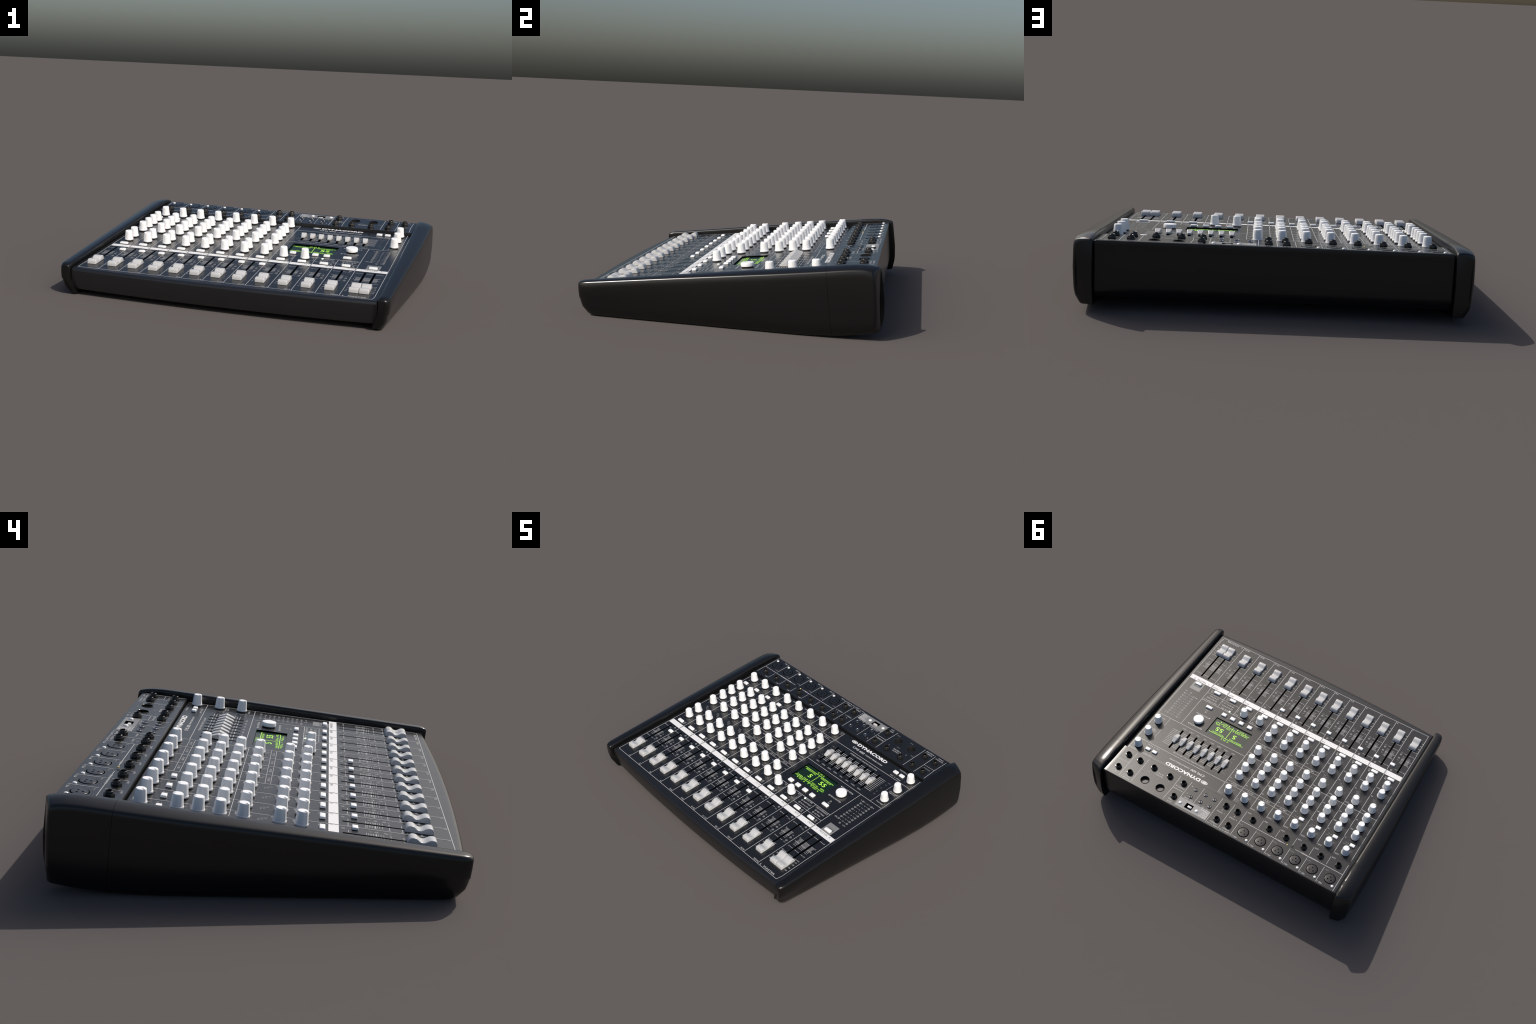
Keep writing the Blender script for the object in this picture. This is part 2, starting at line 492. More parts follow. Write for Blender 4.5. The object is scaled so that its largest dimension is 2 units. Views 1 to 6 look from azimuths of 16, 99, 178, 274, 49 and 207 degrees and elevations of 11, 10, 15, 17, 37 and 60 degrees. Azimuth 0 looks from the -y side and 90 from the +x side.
# --------------------------------------------------------------- fader caps ---
def fader_mesh():
    """Saddle-shaped cap: two rounded humps with a finger dip between them."""
    prof = [(-0.0570, 0.0015), (-0.0558, 0.0110), (-0.0535, 0.0195), (-0.0495, 0.0252), (-0.0440, 0.0278), (-0.0360, 0.0280),
            (-0.0285, 0.0265), (-0.0210, 0.0215), (-0.0140, 0.0157), (-0.0070, 0.0122), (0.0000, 0.0115), (0.0070, 0.0130),
            (0.0135, 0.0175), (0.0195, 0.0235), (0.0260, 0.0275), (0.0340, 0.0286), (0.0420, 0.0280), (0.0480, 0.0242),
            (0.0530, 0.0145), (0.0563, 0.0060), (0.0570, 0.0015)]
    prof = [(y, z if z < 0.0112 else 0.0125 + (z - 0.0115) * 0.86) for y, z in prof]
    layers = [(-0.0268, 0.0, 0.00), (-0.0262, 0.55, 0.0), (-0.0245, 0.88, 0.0), (-0.0215, 1.0, 0.0),
              (0.0215, 1.0, 0.0), (0.0245, 0.88, 0.0), (0.0262, 0.55, 0.0), (0.0268, 0.0, 0.0)]
    vs, fs = [], []
    for x, up, _ in layers:
        drop = 0.0036 * (1 - up)
        for k, (y, z) in enumerate(prof):
            vs.append((x, y * (1 - 0.012 * (1 - up)), max(0.0015, z - drop)))
    n = len(prof)
    for i in range(len(layers) - 1):
        for k in range(n - 1):
            fs.append((i * n + k, i * n + k + 1, (i + 1) * n + k + 1, (i + 1) * n + k))
        fs.append((i * n + n - 1, i * n, (i + 1) * n, (i + 1) * n + n - 1))
    fs.append(tuple(range(n)))
    fs.append(tuple((len(layers) - 1) * n + k for k in range(n)))
    stem = rounded_box(0.006, 0.030, 0.012, 0.0005, -0.009)
    return merge((vs, fs, 0), (stem[0], stem[1], 1))


v, f, m = fader_mesh()
ME_FADER = mesh_from("fader_cap", v, f, [M_CAP, M_SKIRT], m, angle=45)
for fx in FADER_X:
    place("fader_cap", ME_FADER, fx, -0.6245)


def eq_slider_mesh():
    """Roof-shaped slider cap: wide ridge in the middle, narrow low ends, ribbed slopes."""
    vs, fs, ms = [], [], []
    st = [(-0.0405, 0.0098, 0.0070)]
    nr = 4
    for k in range(nr):
        t = (k + 0.5) / nr
        y0, y1 = -0.0400 + 0.038 * k / nr, -0.0400 + 0.038 * (k + 1) / nr
        w0, w1 = 0.0102 + 0.0062 * k / nr, 0.0102 + 0.0062 * (k + 1) / nr
        za, zb = 0.0120 + 0.0136 * k / nr, 0.0120 + 0.0136 * (k + 1) / nr
        st += [(y0 + 0.0004, w0, za - 0.0006), (y0 + 0.0016, w0 + 0.0004, za + 0.0004), (y1 - 0.0006, w1, zb - 0.0004)]
    st += [(-0.0007, 0.0166, 0.0262), (0.0007, 0.0166, 0.0262)]
    st += [(-y, w, z) for y, w, z in st[:-2][::-1]]
    for y, w, z in st:
        vs += [(-w, y, 0.003), (-w, y, z - 0.0012), (-w + 0.0018, y, z), (w - 0.0018, y, z), (w, y, z - 0.0012), (w, y, 0.003)]
    for i in range(len(st) - 1):
        for k in range(5):
            fs.append((i * 6 + k, i * 6 + k + 1, (i + 1) * 6 + k + 1, (i + 1) * 6 + k))
        fs.append((i * 6 + 5, i * 6, (i + 1) * 6, (i + 1) * 6 + 5))
    fs.append(tuple(range(6)))
    fs.append(tuple((len(st) - 1) * 6 + k for k in range(6)))
    stem = rounded_box(0.006, 0.024, 0.012, 0.0005, -0.009)
    return merge((vs, fs, 0), (stem[0], stem[1], 1))


v, f, m = eq_slider_mesh()
ME_EQ = mesh_from("equalizer_slider", v, f, [M_CAP, M_SKIRT], m, angle=25)
for ex in EQ_X:
    place("equalizer_slider", ME_EQ, ex, 0.2635)

# ------------------------------------------------------------------ sockets ---
def jack_mesh():
    nut = revolve([(0.0215, -0.001), (0.0228, 0.0010), (0.0228, 0.0095), (0.0208, 0.0125), (0.0150, 0.0132)], 6, start=math.pi / 6)
    ring = revolve([(0.0172, 0.0110), (0.0170, 0.0165), (0.0160, 0.0200), (0.0148, 0.0222), (0.0134, 0.0230), (0.0124, 0.0222), (0.0118, 0.0120)], 24)
    hole = revolve([(0.0119, 0.0110), (0.0119, 0.0140)], 20)
    return merge((nut[0], nut[1], 0), (ring[0], ring[1][:-1], 0), (hole[0], hole[1], 1))


v, f, m = jack_mesh()
ME_JACK = mesh_from("jack_socket", v, f, [M_NUT, M_VOID], m, angle=40)
JACKS = [(x, LINE_Y) for x in LINE_X] + [(-0.0535, 0.5640), (-0.0560, 0.6870), (0.0345, 0.5640), (0.0330, 0.6870)]
JACKS += [(0.3690, 0.5640), (0.3690, 0.6860), (0.4790, 0.5650), (0.6085, 0.5630), (0.7215, 0.5640), (0.7220, 0.6840), (0.8150, 0.5640), (0.8160, 0.6830)]
for jx, jy in JACKS:
    place("jack_socket", ME_JACK, jx, jy, STEP)


def xlr_mesh():
    disc = revolve([(0.0342, -0.012), (0.0342, 0.0012), (0.0335, 0.0018), (0.0320, 0.0020), (0.0040, 0.0020)], 40)
    parts = [(disc[0], disc[1], 0)]
    for a in (90, 210, 330):
        c = (0.0140 * math.cos(math.radians(a)), -0.0140 * math.sin(math.radians(a)) + 0.002)
        p = revolve([(0.0042, 0.0010), (0.0042, 0.0025)], 14)
        parts.append(([(x + c[0], y + c[1], z) for x, y, z in p[0]], p[1], 1))
    return merge(*parts)


v, f, m = xlr_mesh()
ME_XLR = mesh_from("microphone_socket", v, f, [M_PANEL, M_VOID], m, angle=35)
for mx in MIC_X:
    place("microphone_socket", ME_XLR, mx, MIC_Y, STEP)

rim = revolve([(0.0300, -0.004), (0.0318, 0.0005), (0.0318, 0.0022), (0.0300, 0.0028), (0.0288, 0.0020), (0.0284, -0.0235)], 12, start=math.pi / 12)
floor = revolve([(0.0283, -0.0205), (0.0283, -0.0185)], 12, start=math.pi / 12)
parts = [(rim[0], rim[1][:-2], 0), (floor[0], floor[1], 1)]
v, f, m = merge(*parts)
ME_OUT = mesh_from("output_socket", v, f, [M_NUT, M_PANEL, M_CHROME], m, angle=25)
for ox in OUT_X:
    place("output_socket", ME_OUT, ox, MIC_Y, STEP)

ring = revolve([(0.0135, -0.001), (0.0150, 0.0010), (0.0142, 0.0038), (0.0122, 0.0046), (0.0106, 0.0030), (0.0100, 0.0006)], 28)
pin = revolve([(0.0062, 0.0002), (0.0062, 0.0036), (0.0050, 0.0044)], 18)
dot = revolve([(0.0034, 0.0040), (0.0034, 0.0047)], 14)
v, f, m = merge((ring[0], ring[1], 0), (pin[0], pin[1], 0), (dot[0], dot[1], 1))
ME_RCA = mesh_from("phono_socket", v, f, [M_CHROME, M_VOID], m, angle=50)
for px, py in PHONO:
    place("phono_socket", ME_RCA, px, py, STEP)

dome = revolve([(0.0100, -0.0005), (0.0098, 0.0012), (0.0085, 0.0034), (0.0058, 0.0050), (0.0025, 0.0056)], 24)
ME_SCREW = mesh_from("dome_screw", dome[0], dome[1], M_SCREW, angle=60)
SCREWS = [(-0.8495 + 0.1270 * i, 0.7195, 1.0) for i in range(6)] + [(0.307, 0.7035, 1.28), (0.180, 0.7035, 1.28)]
for sx, sy, k in SCREWS:
    o = place("dome_screw", ME_SCREW, sx, sy, STEP)
    o.scale = (k, k, k)

tongue = rounded_box(0.029, 0.0155, 0.017, 0.0008, -0.019)
usb_port = place("usb_tongue", mesh_from("usb_tongue", tongue[0], tongue[1], M_USB), 0.2360, 0.6985, STEP)

# -------------------------------------------------------------- flat print ---
class Print:
    """Collects thin printed shapes (h above the panel) into one mesh part."""

    def __init__(self, name, mat, lift=0.0008):
        self.name, self.mat, self.lift = name, mat, lift
        self.v, self.f, self.texts = [], [], []

    def poly(self, pts, base=0.0):
        o = len(self.v)
        self.v += [at(x, y, base + self.lift) for x, y in pts]
        self.f.append(tuple(range(o, o + len(pts))))

    def rect(self, x0, x1, y0, y1, base=0.0):
        self.poly([(x0, y0), (x1, y0), (x1, y1), (x0, y1)], base)

    def line(self, x0, y0, x1, y1, w=0.0022, base=0.0):
        d = math.hypot(x1 - x0, y1 - y0)
        nx, ny = -(y1 - y0) / d * w / 2, (x1 - x0) / d * w / 2
        self.poly([(x0 + nx, y0 + ny), (x0 - nx, y0 - ny), (x1 - nx, y1 - ny), (x1 + nx, y1 + ny)], base)

    def ring(self, x, y, r0, r1, base=0.0, seg=18, sx=1.0):
        for i in range(seg):
            a, b = 2 * math.pi * i / seg, 2 * math.pi * (i + 1) / seg
            self.poly([(x + sx * r0 * math.cos(a), y + r0 * math.sin(a)), (x + sx * r1 * math.cos(a), y + r1 * math.sin(a)),
                       (x + sx * r1 * math.cos(b), y + r1 * math.sin(b)), (x + sx * r0 * math.cos(b), y + r0 * math.sin(b))], base)

    def disc(self, x, y, r, base=0.0, seg=14):
        self.poly([(x + r * math.cos(2 * math.pi * i / seg), y + r * math.sin(2 * math.pi * i / seg)) for i in range(seg)], base)

    def text(self, body, x, y, height, align='CENTER', width=None, base=0.0, bold=0.0, shear=0.0):
        """Cap height in metres, y = baseline; width squeezes or stretches the run."""
        self.texts.append((body, x, y, height, align, width, base, bold, shear))

    def build(self, parent, smallest=False):
        tmp = []
        for t in self.texts:
            cu = bpy.data.curves.new("t", 'FONT')
            cu.body, cu.size, cu.align_x = t[0], t[3] / 0.70, 'LEFT'
            cu.resolution_u = 3 if t[3] > 0.012 else 2
            cu.offset, cu.shear, cu.fill_mode = t[7], t[8], 'FRONT'
            o = bpy.data.objects.new("t", cu)
            bpy.context.scene.collection.objects.link(o)
            tmp.append(o)
        bpy.context.view_layer.update()
        dg = bpy.context.evaluated_depsgraph_get()
        for o, t in zip(tmp, self.texts):
            me = o.evaluated_get(dg).to_mesh()
            if me is None or not len(me.vertices):
                continue
            co = np.array([v.co[:2] for v in me.vertices])
            x0, x1 = co[:, 0].min(), co[:, 0].max()
            k = 1.0 if t[5] is None else t[5] / max(1e-6, x1 - x0)
            wd = (x1 - x0) * k
            start = {'LEFT': 0.0, 'CENTER': -wd / 2, 'RIGHT': -wd}[t[4]]
            off = len(self.v)
            for x, y in co:
                self.v.append(at(t[1] + start + (x - x0) * k, t[2] + y, t[6] + self.lift))
            for p in me.polygons:
                self.f.append(tuple(i + off for i in p.vertices))
        for o in tmp:
            cu = o.data
            bpy.data.objects.remove(o)
            bpy.data.curves.remove(cu)
        me = bpy.data.meshes.new(self.name)
        me.from_pydata([tuple(v) for v in self.v], [], self.f)
        me.materials.append(self.mat)
        bm = bmesh.new()
        bm.from_mesh(me)
        for f in bm.faces:
            if f.normal.z < 0:
                f.normal_flip()
        bm.to_mesh(me)
        bm.free()
        o = link(self.name, me, parent)
        return o


ink = Print("panel_lettering", M_INK)
rules = Print("panel_rule_lines", M_INK, 0.0007)
small = Print("fine_lettering", M_GREYINK, 0.0009)
lw = 0.0024

# --- frame and channel separators on the control panel
rules.line(-0.8655, -0.7475, 0.8580, -0.7475, lw)
rules.line(-0.8655, -0.7475, -0.8655, 0.482, lw)
rules.line(0.8655, -0.7100, 0.8655, 0.490, lw)
rules.line(0.8580, -0.7475, 0.8655, -0.7100, lw)
for s in SEPS[1:9]:
    rules.line(s, -0.7475, s, 0.486, lw)
for s in SEPS[9:12]:
    rules.line(s, -0.7475, s, -0.145, lw)
rules.line(0.678, -0.7475, 0.678, -0.690, lw)
rules.line(0.678, -0.690, 0.6790, -0.650, lw)
rules.line(0.679, -0.650, 0.679, 0.130, lw)
rules.line(-0.8655, 0.1060, 0.150, 0.1060, lw * 0.8)
rules.line(0.154, 0.3905, 0.8655, 0.3905, lw)
rules.line(0.154, 0.1300, 0.8655, 0.1300, lw)
rules.line(0.764, 0.130, 0.764, 0.3905, lw * 0.7)
rules.line(0.150, -0.1430, 0.679, -0.1440, lw)
rules.line(0.4150, -0.2215, 0.679, -0.2205, lw * 0.8)
for y0, y1 in ((0.3875, 0.3620), (-0.0020, -0.0260)):
    for i in range(4, 8):
        for y in (y0, y1):
            rules.line(SEPS[i] + 0.004, y, SEPS[i + 1] - 0.004, y, lw * 0.7)
for i, t in enumerate(("USB 1-2", "USB 3-4", "CD 1-2", "CD 3-4")):
    for yb in (0.3695, -0.0200):
        ink.text(t, CH_C[4 + i], yb, 0.0105)

# --- writing strips
for i in range(13):
    a, b = SEPS[i], SEPS[i + 1]
    sp = Print("label_strip", M_STRIP, 0.0012)
    sp.rect(a + 0.0036, b - 0.0036, -0.3125, -0.2725)
    if i == 12:
        sp.v, sp.f = [], []
        sp.rect(a + 0.0045, 0.8640, -0.3125, -0.2725)
    sp.build(root)
dark = Print("strip_lettering", M_DARKINK, 0.0016)
NAMES = ["1", "2", "3", "4", "5-6", "7-8", "9-10", "11-12", "FX 1", "FX 2", "AUX", "MON"]
for i, t in enumerate(NAMES):
    dark.text(t, SEPS[i + 1] - 0.010, -0.2905, 0.0125, 'RIGHT')
dark.text("L", 0.7120, -0.2910, 0.0125)
dark.text("MASTER", 0.7700, -0.2910, 0.0125, width=0.072)
dark.text("R", 0.8290, -0.2910, 0.0125)

# --- front edge names
for i, t in enumerate(NAMES):
    ink.text(t, SEPS[i + 1] - 0.008, -0.7415, 0.0125, 'RIGHT')
ink.text("L  MASTER", 0.7600, -0.7415, 0.0135, width=0.130)

# --- fader scales
SCALE = [(-0.349, "10", 1.0), (-0.418, "5", 1.0), (-0.4555, "0", 1.5), (-0.5100, "5", 1.0), (-0.5590, "10", 1.0)]
FINE = [-0.4245, -0.4310, -0.4375, -0.4440, -0.4500, -0.4635, -0.4720, -0.4830]
LOWS = [(-0.5780, "15"), (-0.6010, "20"), (-0.6330, "30"), (-0.6600, "60")]


def scale_for(x0, x1, slots, numbers, both=False):
    gaps = [(s - 0.0085, s + 0.0085) for s in slots]
    def seg(y, w, a, b):
        cur = a
        for g0, g1 in gaps:
            rules.line(cur, y, g0, y, w)
            cur = g1
        rules.line(cur, y, b, y, w)
    for y, t, k in SCALE:
        seg(y, 0.0019 * k, x0, x1)
        if numbers:
            ink.text(t, x0 - 0.003, y - 0.0045, 0.0092, 'RIGHT')
            if both:
                ink.text(t, x1 + 0.003, y - 0.0045, 0.0092, 'LEFT')
    for y in FINE:
        seg(y, 0.0014, x0 + 0.001, x1 - 0.002)
    for y, t in LOWS:
        if numbers:
            ink.text(t, x0 - 0.003, y - 0.0045, 0.0088, 'RIGHT')
            rules.line(x0 - 0.001, y, x0 + 0.008, y, 0.0014)
            if both:
                ink.text(t, x1 + 0.003, y - 0.0045, 0.0088, 'LEFT')
                rules.line(x1 - 0.008, y, x1, y, 0.0014)


for fx in FADER_X[:12]:
    scale_for(fx - 0.0350, fx + 0.0290, [fx], True)
scale_for(0.7050, 0.8370, [0.7430, 0.8000], True, True)

LEDS = []
for i, fx in enumerate(FADER_X[:12]):
    lx = fx + 0.0470
    LEDS += [(lx, -0.3290), (lx, -0.4570), (lx, -0.4920)]
    small.text("PK", lx, -0.4390, 0.0092)
    small.text("SIG", lx, -0.5140, 0.0088)
    if i < 8:
        small.text("PFL", lx + 0.010, -0.3620, 0.0070)
    else:
        small.text("PFL", lx, -0.3590, 0.0092)
for i in range(8):
    cx = CH_C[i]
    LEDS.append((cx + 0.0390, -0.2400))
    ink.text("MUTE", cx + 0.0360, -0.2580, 0.0070, width=0.024)
for cx, t in ((0.2140, "ON"), (0.3450, "ON"), (0.4790, "MUTE"), (0.6120, "MUTE")):
    LEDS.append((cx + 0.0410, -0.2400))
    ink.text(t, cx + 0.0390, -0.2600, 0.0078)

# --- rotary scales and row names
ROWS = ["GAIN", "HI", "MID", "LO", "MON", "FX", "AUX"]


def knob_scale(kx, ky, lo, hi, n=11):
    for k in range(n):
        a = math.radians(225 - 270 * k / (n - 1))
        c, s = math.cos(a), math.sin(a)
        small.line(kx + 0.0300 * c, ky + 0.0300 * s, kx + 0.0335 * c, ky + 0.0335 * s, 0.0016)
    small.text(lo, kx - 0.030, ky - 0.033, 0.0078)
    small.text(hi, kx + 0.031, ky - 0.033, 0.0078)


for i, kx in enumerate(K_X):
    stereo = i >= 4
    for r, ky in enumerate(K_Y):
        eq = r in (1, 2, 3)
        knob_scale(kx, ky, "-15" if eq else ("-20" if r == 0 else "0"), "+15" if eq else ("60" if r == 0 else "10"))
        t = ROWS[r]
        if i >= 6 and r == 0:
            for q, w in enumerate(("LINE", "TRIM", "CD")):
                small.text(w, SEPS[i + 1] - 0.006, ky + 0.034 - 0.013 * q, 0.0090, 'RIGHT')
        else:
            ink.text(t, SEPS[i + 1] - 0.006, ky + 0.0255 + (0.004 if r == 0 else 0), 0.0088, 'RIGHT')
    for q, w in enumerate(("PRE", "POST", "EQ")):
        small.text(w, kx + 0.016 + 0.010 * (q - 1), -0.0120 - 0.0125 * q if not stereo else 0.0170 - 0.0100 * q, 0.0090)
    if not stereo:
        small.text("LO CUT", kx + 0.030, 0.3790, 0.0080)
        small.text("80 Hz", kx + 0.026, 0.3650, 0.0080)
for kx, t in ((0.2150, "FX 1"), (0.3465, "FX 2")):
    knob_scale(kx, -0.181, "0", "10")
    ink.text(t, kx + 0.060, -0.1600, 0.0095, 'RIGHT')
    small.text("TO", kx + 0.0570, -0.1760, 0.0085)
    rules.line(kx + 0.0550, -0.1800, kx + 0.0550, -0.2050, 0.0018)
    small.text("MON", kx + 0.048, -0.2160, 0.0085)
for ky, t in ((0.2015, "PHONES"), (0.3215, "CUE"), (0.4450, "MASTER B")):
    knob_scale(0.822, ky, "0", "10")
ink.text("PHONES", 0.8180, 0.1560, 0.0088, width=0.055)
ink.text("2TR RETURN", 0.8190, 0.2820, 0.0085, width=0.070)
ink.text("USB OUT", 0.8190, 0.2700, 0.0085, width=0.055)
ink.text("MASTER B", 0.7180, 0.4800, 0.0095, width=0.066)
ink.text("POST  PL  MONO", 0.7200, 0.4010, 0.0095, width=0.095)

# --- display side texts
ink.text("PARAMETER", 0.5850, 0.0880, 0.0115, width=0.088)
ink.text("MENU/ENTER", 0.5930, -0.0230, 0.0110, width=0.100)
ink.poly([(0.526, 0.0935), (0.537, 0.0995), (0.537, 0.0875)])
ink.poly([(0.644, 0.0935), (0.633, 0.0995), (0.633, 0.0875)])
ink.poly([(0.530, -0.0240), (0.541, -0.0240), (0.5355, -0.0100)])
LEDS.append((0.5885, -0.0550))
ink.text("TAP", 0.5905, -0.0790, 0.0085)
for q, t in enumerate(("AUX PRE", "AUX POST", "AUX to FX 2")):
    y = -0.1540 - 0.0240 * q
    if q:
        LEDS.append((0.4490, y))
    ink.text(t, 0.4610, y - 0.0050, 0.0105, 'LEFT')
ink.text("USB INTERFACE", 0.5600, -0.1615, 0.0105, 'LEFT', width=0.108)
for q, t in enumerate(("REC PEAK", "ACTIVE")):
    y = -0.1800 - 0.0225 * q
    LEDS.append((0.5820, y))
    ink.text(t, 0.5960, y - 0.0050, 0.0105, 'LEFT')

# --- level meter
for k in range(10):
    y = 0.0940 - 0.0242 * k
    LEDS += [(0.7365, y), (0.8125, y)]
    ink.text(["+10", "+6", "+4", "+2", "0", "-2", "-5", "-10", "-15", "-20"][k], 0.7745, y - 0.0040, 0.0080)
    rules.line(0.7470, y, 0.7590, y, 0.0012)
    rules.line(0.7900, y, 0.8020, y, 0.0012)
LEDS.append((0.7730, -0.1480))
ink.text("L", 0.7200, 0.0900, 0.0090)
ink.text("R", 0.8300, 0.0900, 0.0090)
ink.text("PFL", 0.7160, -0.1300, 0.0100)
ink.text("L+R", 0.8110, -0.1530, 0.0095)

# --- graphic equaliser
for k in range(11):
    y = 0.3330 - 0.01360 * k
    w = 0.0024 if k in (0, 5, 10) else 0.0020
    cur = 0.216
    for ex in EQ_X:
        rules.line(cur, y, ex - 0.0092, y, w)
        cur = ex + 0.0092
    rules.line(cur, y, 0.700, y, w)
for y, t in ((0.334, "+10"), (0.309, "+5"), (0.268, "0"), (0.227, "-5"), (0.198, "-10")):
    small.text(t, 0.205, y - 0.0045, 0.0092, 'RIGHT')
    small.text(t, 0.722, y - 0.0045, 0.0092, 'LEFT')
for ex, t in zip(EQ_X, ("63Hz", "125Hz", "250Hz", "500Hz", "1kHz", "2kHz", "6.3kHz", "12kHz")):
    ink.text(t, ex, 0.1535, 0.0088)
ink.text("STEREO MASTER GRAPHIC EQUALIZER", 0.4575, 0.3640, 0.0102, width=0.255)

# --- connector panel print
B = STEP
rules.line(-0.8680, 0.527, -0.8680, 0.747, lw, B)
rules.line(-0.8650, 0.6085, -0.5180, 0.6075, lw * 1.1, B)
rules.line(-0.4400, 0.6065, -0.1030, 0.6065, lw * 1.1, B)
for i in range(1, 6):
    x = SEPS[i] - 0.003
    rules.line(x, 0.527, x, 0.596, lw * 0.8, B)
    rules.line(x, 0.619, x, 0.741, lw * 0.9, B)
rules.line(-0.1030, 0.522, -0.1030, 0.741, lw, B)
for x in (-0.0085, 0.0860, 0.3300, 0.6775):
    rules.line(x, 0.5205, x, 0.739, lw, B)
rules.line(0.4200, 0.5190, 0.4165, 0.624, lw, B)
rules.line(0.4165, 0.624, 0.4210, 0.739, lw, B)
rules.line(0.2315, 0.5210, 0.2300, 0.660, lw * 0.8, B)
rules.line(0.3380, 0.624, 0.4160, 0.624, lw, B)
rules.line(0.7735, 0.520, 0.7755, 0.620, lw, B)
rules.line(0.7755, 0.620, 0.7740, 0.736, lw, B)
rules.line(0.8680, 0.5185, 0.8640, 0.620, lw, B)
rules.line(0.8640, 0.620, 0.8680, 0.736, lw, B)
rules.line(0.7780, 0.6220, 0.8640, 0.6220, lw * 0.7, B)
for i in range(6):
    ink.text("LINE", SEPS[i + 1] - 0.010, 0.5230, 0.0090, 'RIGHT', base=B)
    ink.text("MIC %d" % (i + 1), SEPS[i + 1] - 0.010, 0.7310, 0.0105, 'RIGHT', base=B)
    small.text("PUSH", MIC_X[i] + 0.045, 0.6280, 0.0075, base=B)
dark_bar = Print("phantom_lettering", M_INK, 0.0010)
dark_bar.text("PHANTOM POWER", -0.6250, 0.6025, 0.0105, width=0.120, base=B)
dark_bar.text("MIC 1-6", -0.3870, 0.6015, 0.0105, base=B)
dark_bar.build(root)
for c, t in ((-0.0560, "LINE 9-10"), (0.0380, "LINE 11-12")):
    ink.text(t, c, 0.7310, 0.0100, width=0.076, base=B)
    ink.text("STEREO", c, 0.7140, 0.0100, width=0.054, base=B)
    ink.text("L / MONO", c + 0.003, 0.6190, 0.0100, width=0.058, base=B)
    ink.text("R", c + 0.004, 0.5990, 0.0095, base=B)
for x, t in ((0.194, "3-4"), (0.160, "CD"), (0.128, "1-2")):
    ink.text(t, x, 0.6500, 0.0085, base=B)
ink.text("REC SEND", 0.2770, 0.6470, 0.0090, width=0.068, base=B)
ink.text("R", 0.3110, 0.5450, 0.0095, base=B)
ink.text("L", 0.3110, 0.6120, 0.0095, base=B)
ink.text("MONITOR", 0.3760, 0.5970, 0.0105, width=0.068, base=B)
ink.text("AUX", 0.3745, 0.7290, 0.0100, base=B)
ink.text("SEND", 0.3780, 0.7110, 0.0100, base=B)
ink.text("MASTER A", 0.5490, 0.5930, 0.0105, width=0.066, base=B)
ink.text("OUTPUTS", 0.5500, 0.5760, 0.0105, width=0.062, base=B)
ink.text("MASTER B", 0.7270, 0.7290, 0.0102, width=0.065, base=B)
ink.text("OUTPUTS", 0.7270, 0.7120, 0.0102, width=0.062, base=B)
ink.text("2TR RET", 0.8220, 0.7290, 0.0095, width=0.044, base=B)
ink.text("PHONO/CD", 0.8220, 0.7140, 0.0095, width=0.064, base=B)
small.text("PHONES", 0.8210, 0.5940, 0.0098, width=0.054, base=B)
ink.text("R", 0.6240, 0.6020, 0.0085, base=B)
ink.text("L", 0.4660, 0.6020, 0.0085, base=B)
for x, y in ((0.569, 0.716), (0.447, 0.716), (0.532, 0.622), (0.660, 0.622)):
    small.text("PUSH", x, y, 0.0075, base=B)

patch = Print("grey_panel_patch", M_GREYPATCH, 0.0004)
for x0, x1, y0, y1 in ((0.0960, USB[0], 0.660, 0.7345), (USB[1], 0.3270, 0.660, 0.7345), (USB[0], USB[1], 0.660, USB[2]), (USB[0], USB[1], USB[3], 0.7345)):
    patch.rect(x0, x1, y0, y1, B)
patch.rect(0.7310, 0.8130, -0.2700, -0.1860)
patch.build(root)
usb_txt = Print("usb_lettering", M_BRAND, 0.0012)
for q, t in enumerate(("USB 2.0", "DIGITAL", "AUDIO", "INTERFACE")):
    usb_txt.text(t, 0.1010, 0.7180 - 0.0155 * q, 0.0105, 'LEFT', width=(0.050, 0.046, 0.040, 0.060)[q], base=B)
usb_txt.line(0.0985, 0.6635, 0.0985, 0.7320, 0.0014, B)
usb_txt.line(0.0985, 0.6635, 0.1660, 0.6635, 0.0014, B)
usb_txt.build(root)
standby = Print("standby_lettering", M_DARKINK, 0.0012)
standby.rect(0.7430, 0.8010, -0.2385, -0.2225)
standby.build(root)
stw = Print("standby_word", M_INK, 0.0018)
stw.text("STANDBY", 0.7720, -0.2350, 0.0092, width=0.052)
stw.build(root)

for p in (ink, rules, small):
    o = p.build(root)
    o["kind"] = "stuff"
dark.build(root)["kind"] = "stuff"

# --- indicator lights: printed ring with a small lens
lens = revolve([(0.0044, -0.0002), (0.0040, 0.0010), (0.0024, 0.0016)], 12)
collar = revolve([(0.0074, -0.0002), (0.0074, 0.0006), (0.0046, 0.0007)], 18)
v, f, m = merge((collar[0], collar[1], 0), (lens[0], lens[1], 1))
ME_LED = mesh_from("indicator_light", v, f, [M_GREYINK, M_LENS], m, angle=40)
for lx, ly in LEDS:
    place("indicator_light", ME_LED, lx, ly)
lit = revolve([(0.0072, -0.0002), (0.0068, 0.0020), (0.0045, 0.0032)], 16)
place("lit_indicator_light", mesh_from("lit_indicator_light", lit[0], lit[1], M_LIT, angle=60), 0.4490, -0.1530)
place("amber_indicator_light", mesh_from("amber_indicator_light", [(x * .75, y * .75, z) for x, y, z in lit[0]], lit[1], M_AMBER, angle=60), -0.4560, 0.6045, STEP)
btn = revolve([(0.0075, -0.0005), (0.0075, 0.0012), (0.0040, 0.0016)], 18)
place("phantom_button", mesh_from("phantom_button", btn[0], btn[1], M_BODY), -0.4890, 0.5975, STEP)

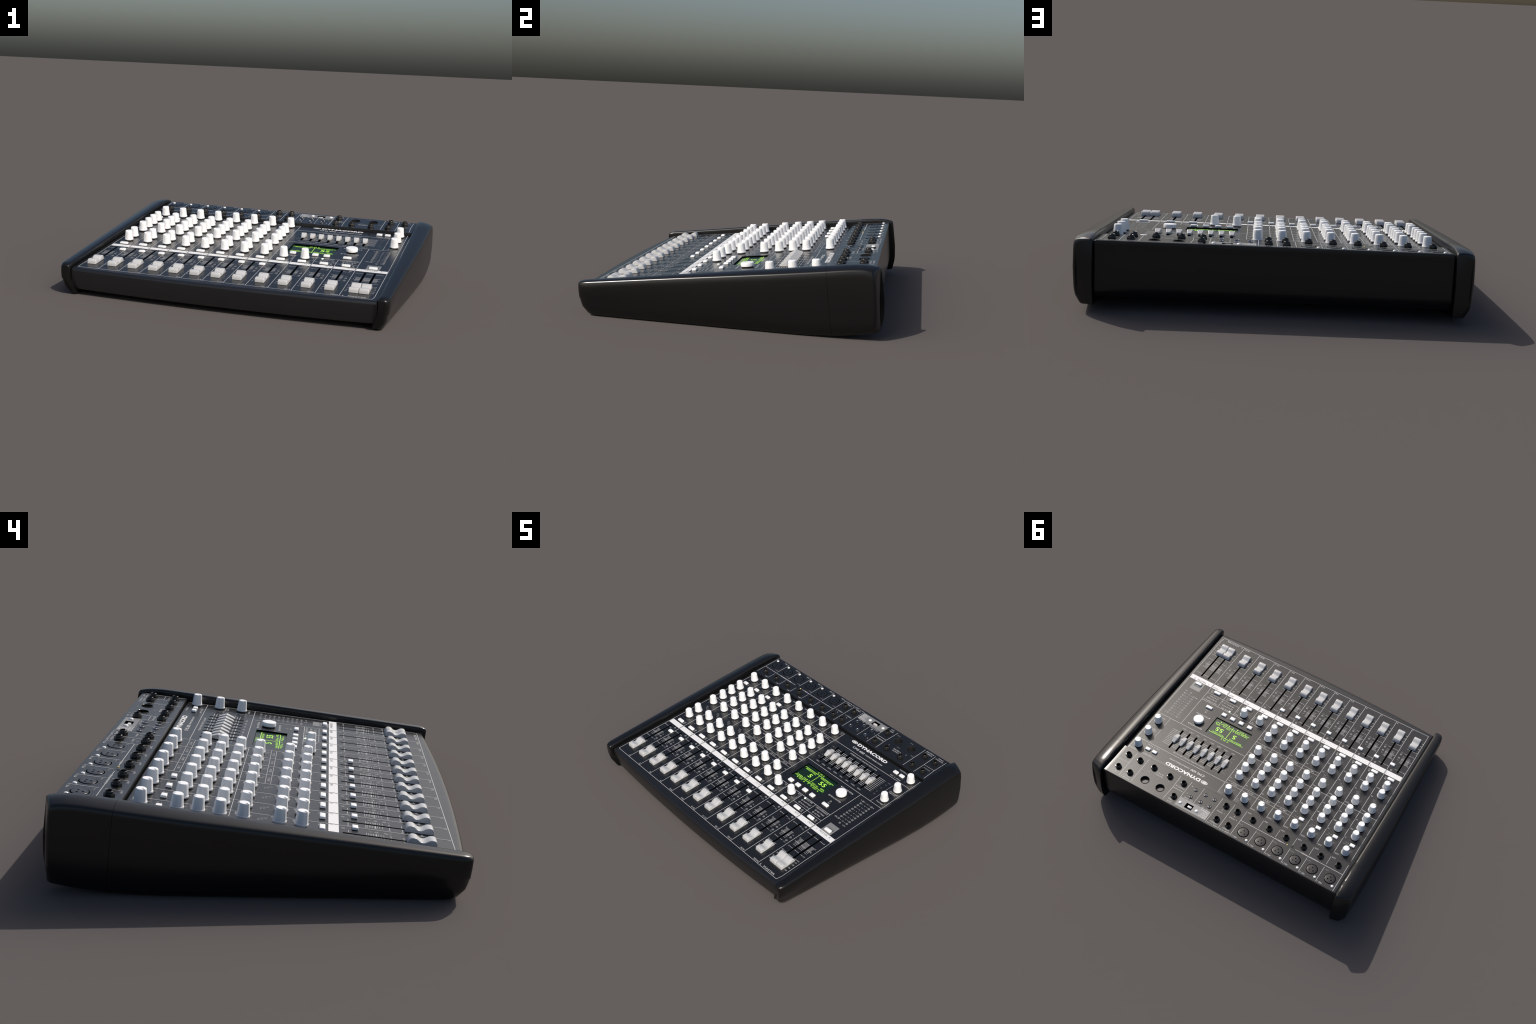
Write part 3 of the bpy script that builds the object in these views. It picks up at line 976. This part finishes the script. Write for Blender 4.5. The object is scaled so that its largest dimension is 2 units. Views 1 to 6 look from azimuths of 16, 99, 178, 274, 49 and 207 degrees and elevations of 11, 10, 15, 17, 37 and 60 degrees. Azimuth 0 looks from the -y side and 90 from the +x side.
# --- brand lettering
brand = Print("brand_lettering", M_BRAND, 0.0010)
brand.text("DYNACORD", 0.2990, 0.4605, 0.0240, 'LEFT', width=0.277, bold=0.0016)
brand.ring(0.2660, 0.4720, 0.0100, 0.0130, seg=32, sx=2.0)
brand.ring(0.2660, 0.4720, 0.0065, 0.0088, seg=32, sx=1.75)
brand.poly([(0.2570, 0.4660), (0.2640, 0.4660), (0.2640, 0.4780), (0.2570, 0.4780)])
brand.poly([(0.2660, 0.4660), (0.2720, 0.4670), (0.2755, 0.4720), (0.2720, 0.4770), (0.2660, 0.4780)])
brand.text("CMS 600", 0.2930, 0.4200, 0.0178, 'LEFT', width=0.109)
brand.text("COMPACT MIXING SYSTEM", 0.4130, 0.4225, 0.0098, 'LEFT', width=0.160)
brand.build(root)

# ----------------------------------------------------------------- display ---
x0, x1, y0, y1 = LCD
scr = [at(x, y, h) for h in (-LCD_DEEP - 0.004, -LCD_DEEP) for x, y in ((x0, y0), (x1, y0), (x1, y1), (x0, y1))]
display = link("display_screen", mesh_from("display_screen", scr, [(3, 2, 1, 0), (4, 5, 6, 7), (0, 1, 5, 4), (1, 2, 6, 5), (2, 3, 7, 6), (3, 0, 4, 7)], M_SCREEN), root)
g = Print("display_lettering", M_GLYPH, 0.0006)
D = -LCD_DEEP
lx = 0.0030
g.line(0.2130, 0.0680, 0.4780, 0.0680, lx, D)
g.line(0.2130, 0.0680, 0.2100, 0.0630, lx, D)
g.line(0.4780, 0.0680, 0.4820, 0.0620, lx, D)
g.line(0.2120, -0.0310, 0.4760, -0.0290, lx, D)
g.line(0.4760, -0.0290, 0.4830, -0.0230, lx, D)
g.line(0.3490, 0.0680, 0.3490, -0.0450, lx, D)
g.text("C M S", 0.3450, 0.0765, 0.0135, width=0.060, base=D)
g.text("BRIGHT HALL", 0.2270, 0.0515, 0.0115, 'LEFT', width=0.098, base=D)
g.text("MONO DELAY", 0.3700, 0.0515, 0.0115, 'LEFT', width=0.096, base=D)
g.text("5", 0.3020, 0.0070, 0.0330, width=0.0260, base=D, bold=0.0005)
g.text("55", 0.4240, 0.0070, 0.0330, width=0.0560, base=D, bold=0.0005)
g.text("Large Hall 3", 0.2220, -0.0235, 0.0125, 'LEFT', width=0.116, base=D)
g.text("220 ms", 0.3600, -0.0215, 0.0125, 'LEFT', width=0.062, base=D)
g.text("40%", 0.4780, -0.0200, 0.0125, 'RIGHT', width=0.036, base=D)
for x in (0.2800, 0.4150):
    g.text("EDIT", x, -0.0475, 0.0105, width=0.036, base=D)
    g.poly([(x - 0.040, -0.0375), (x - 0.034, -0.0475), (x - 0.028, -0.0375)], D)
    g.poly([(x + 0.028, -0.0475), (x + 0.034, -0.0375), (x + 0.040, -0.0475)], D)
g.build(display)
bpy.context.view_layer.update()
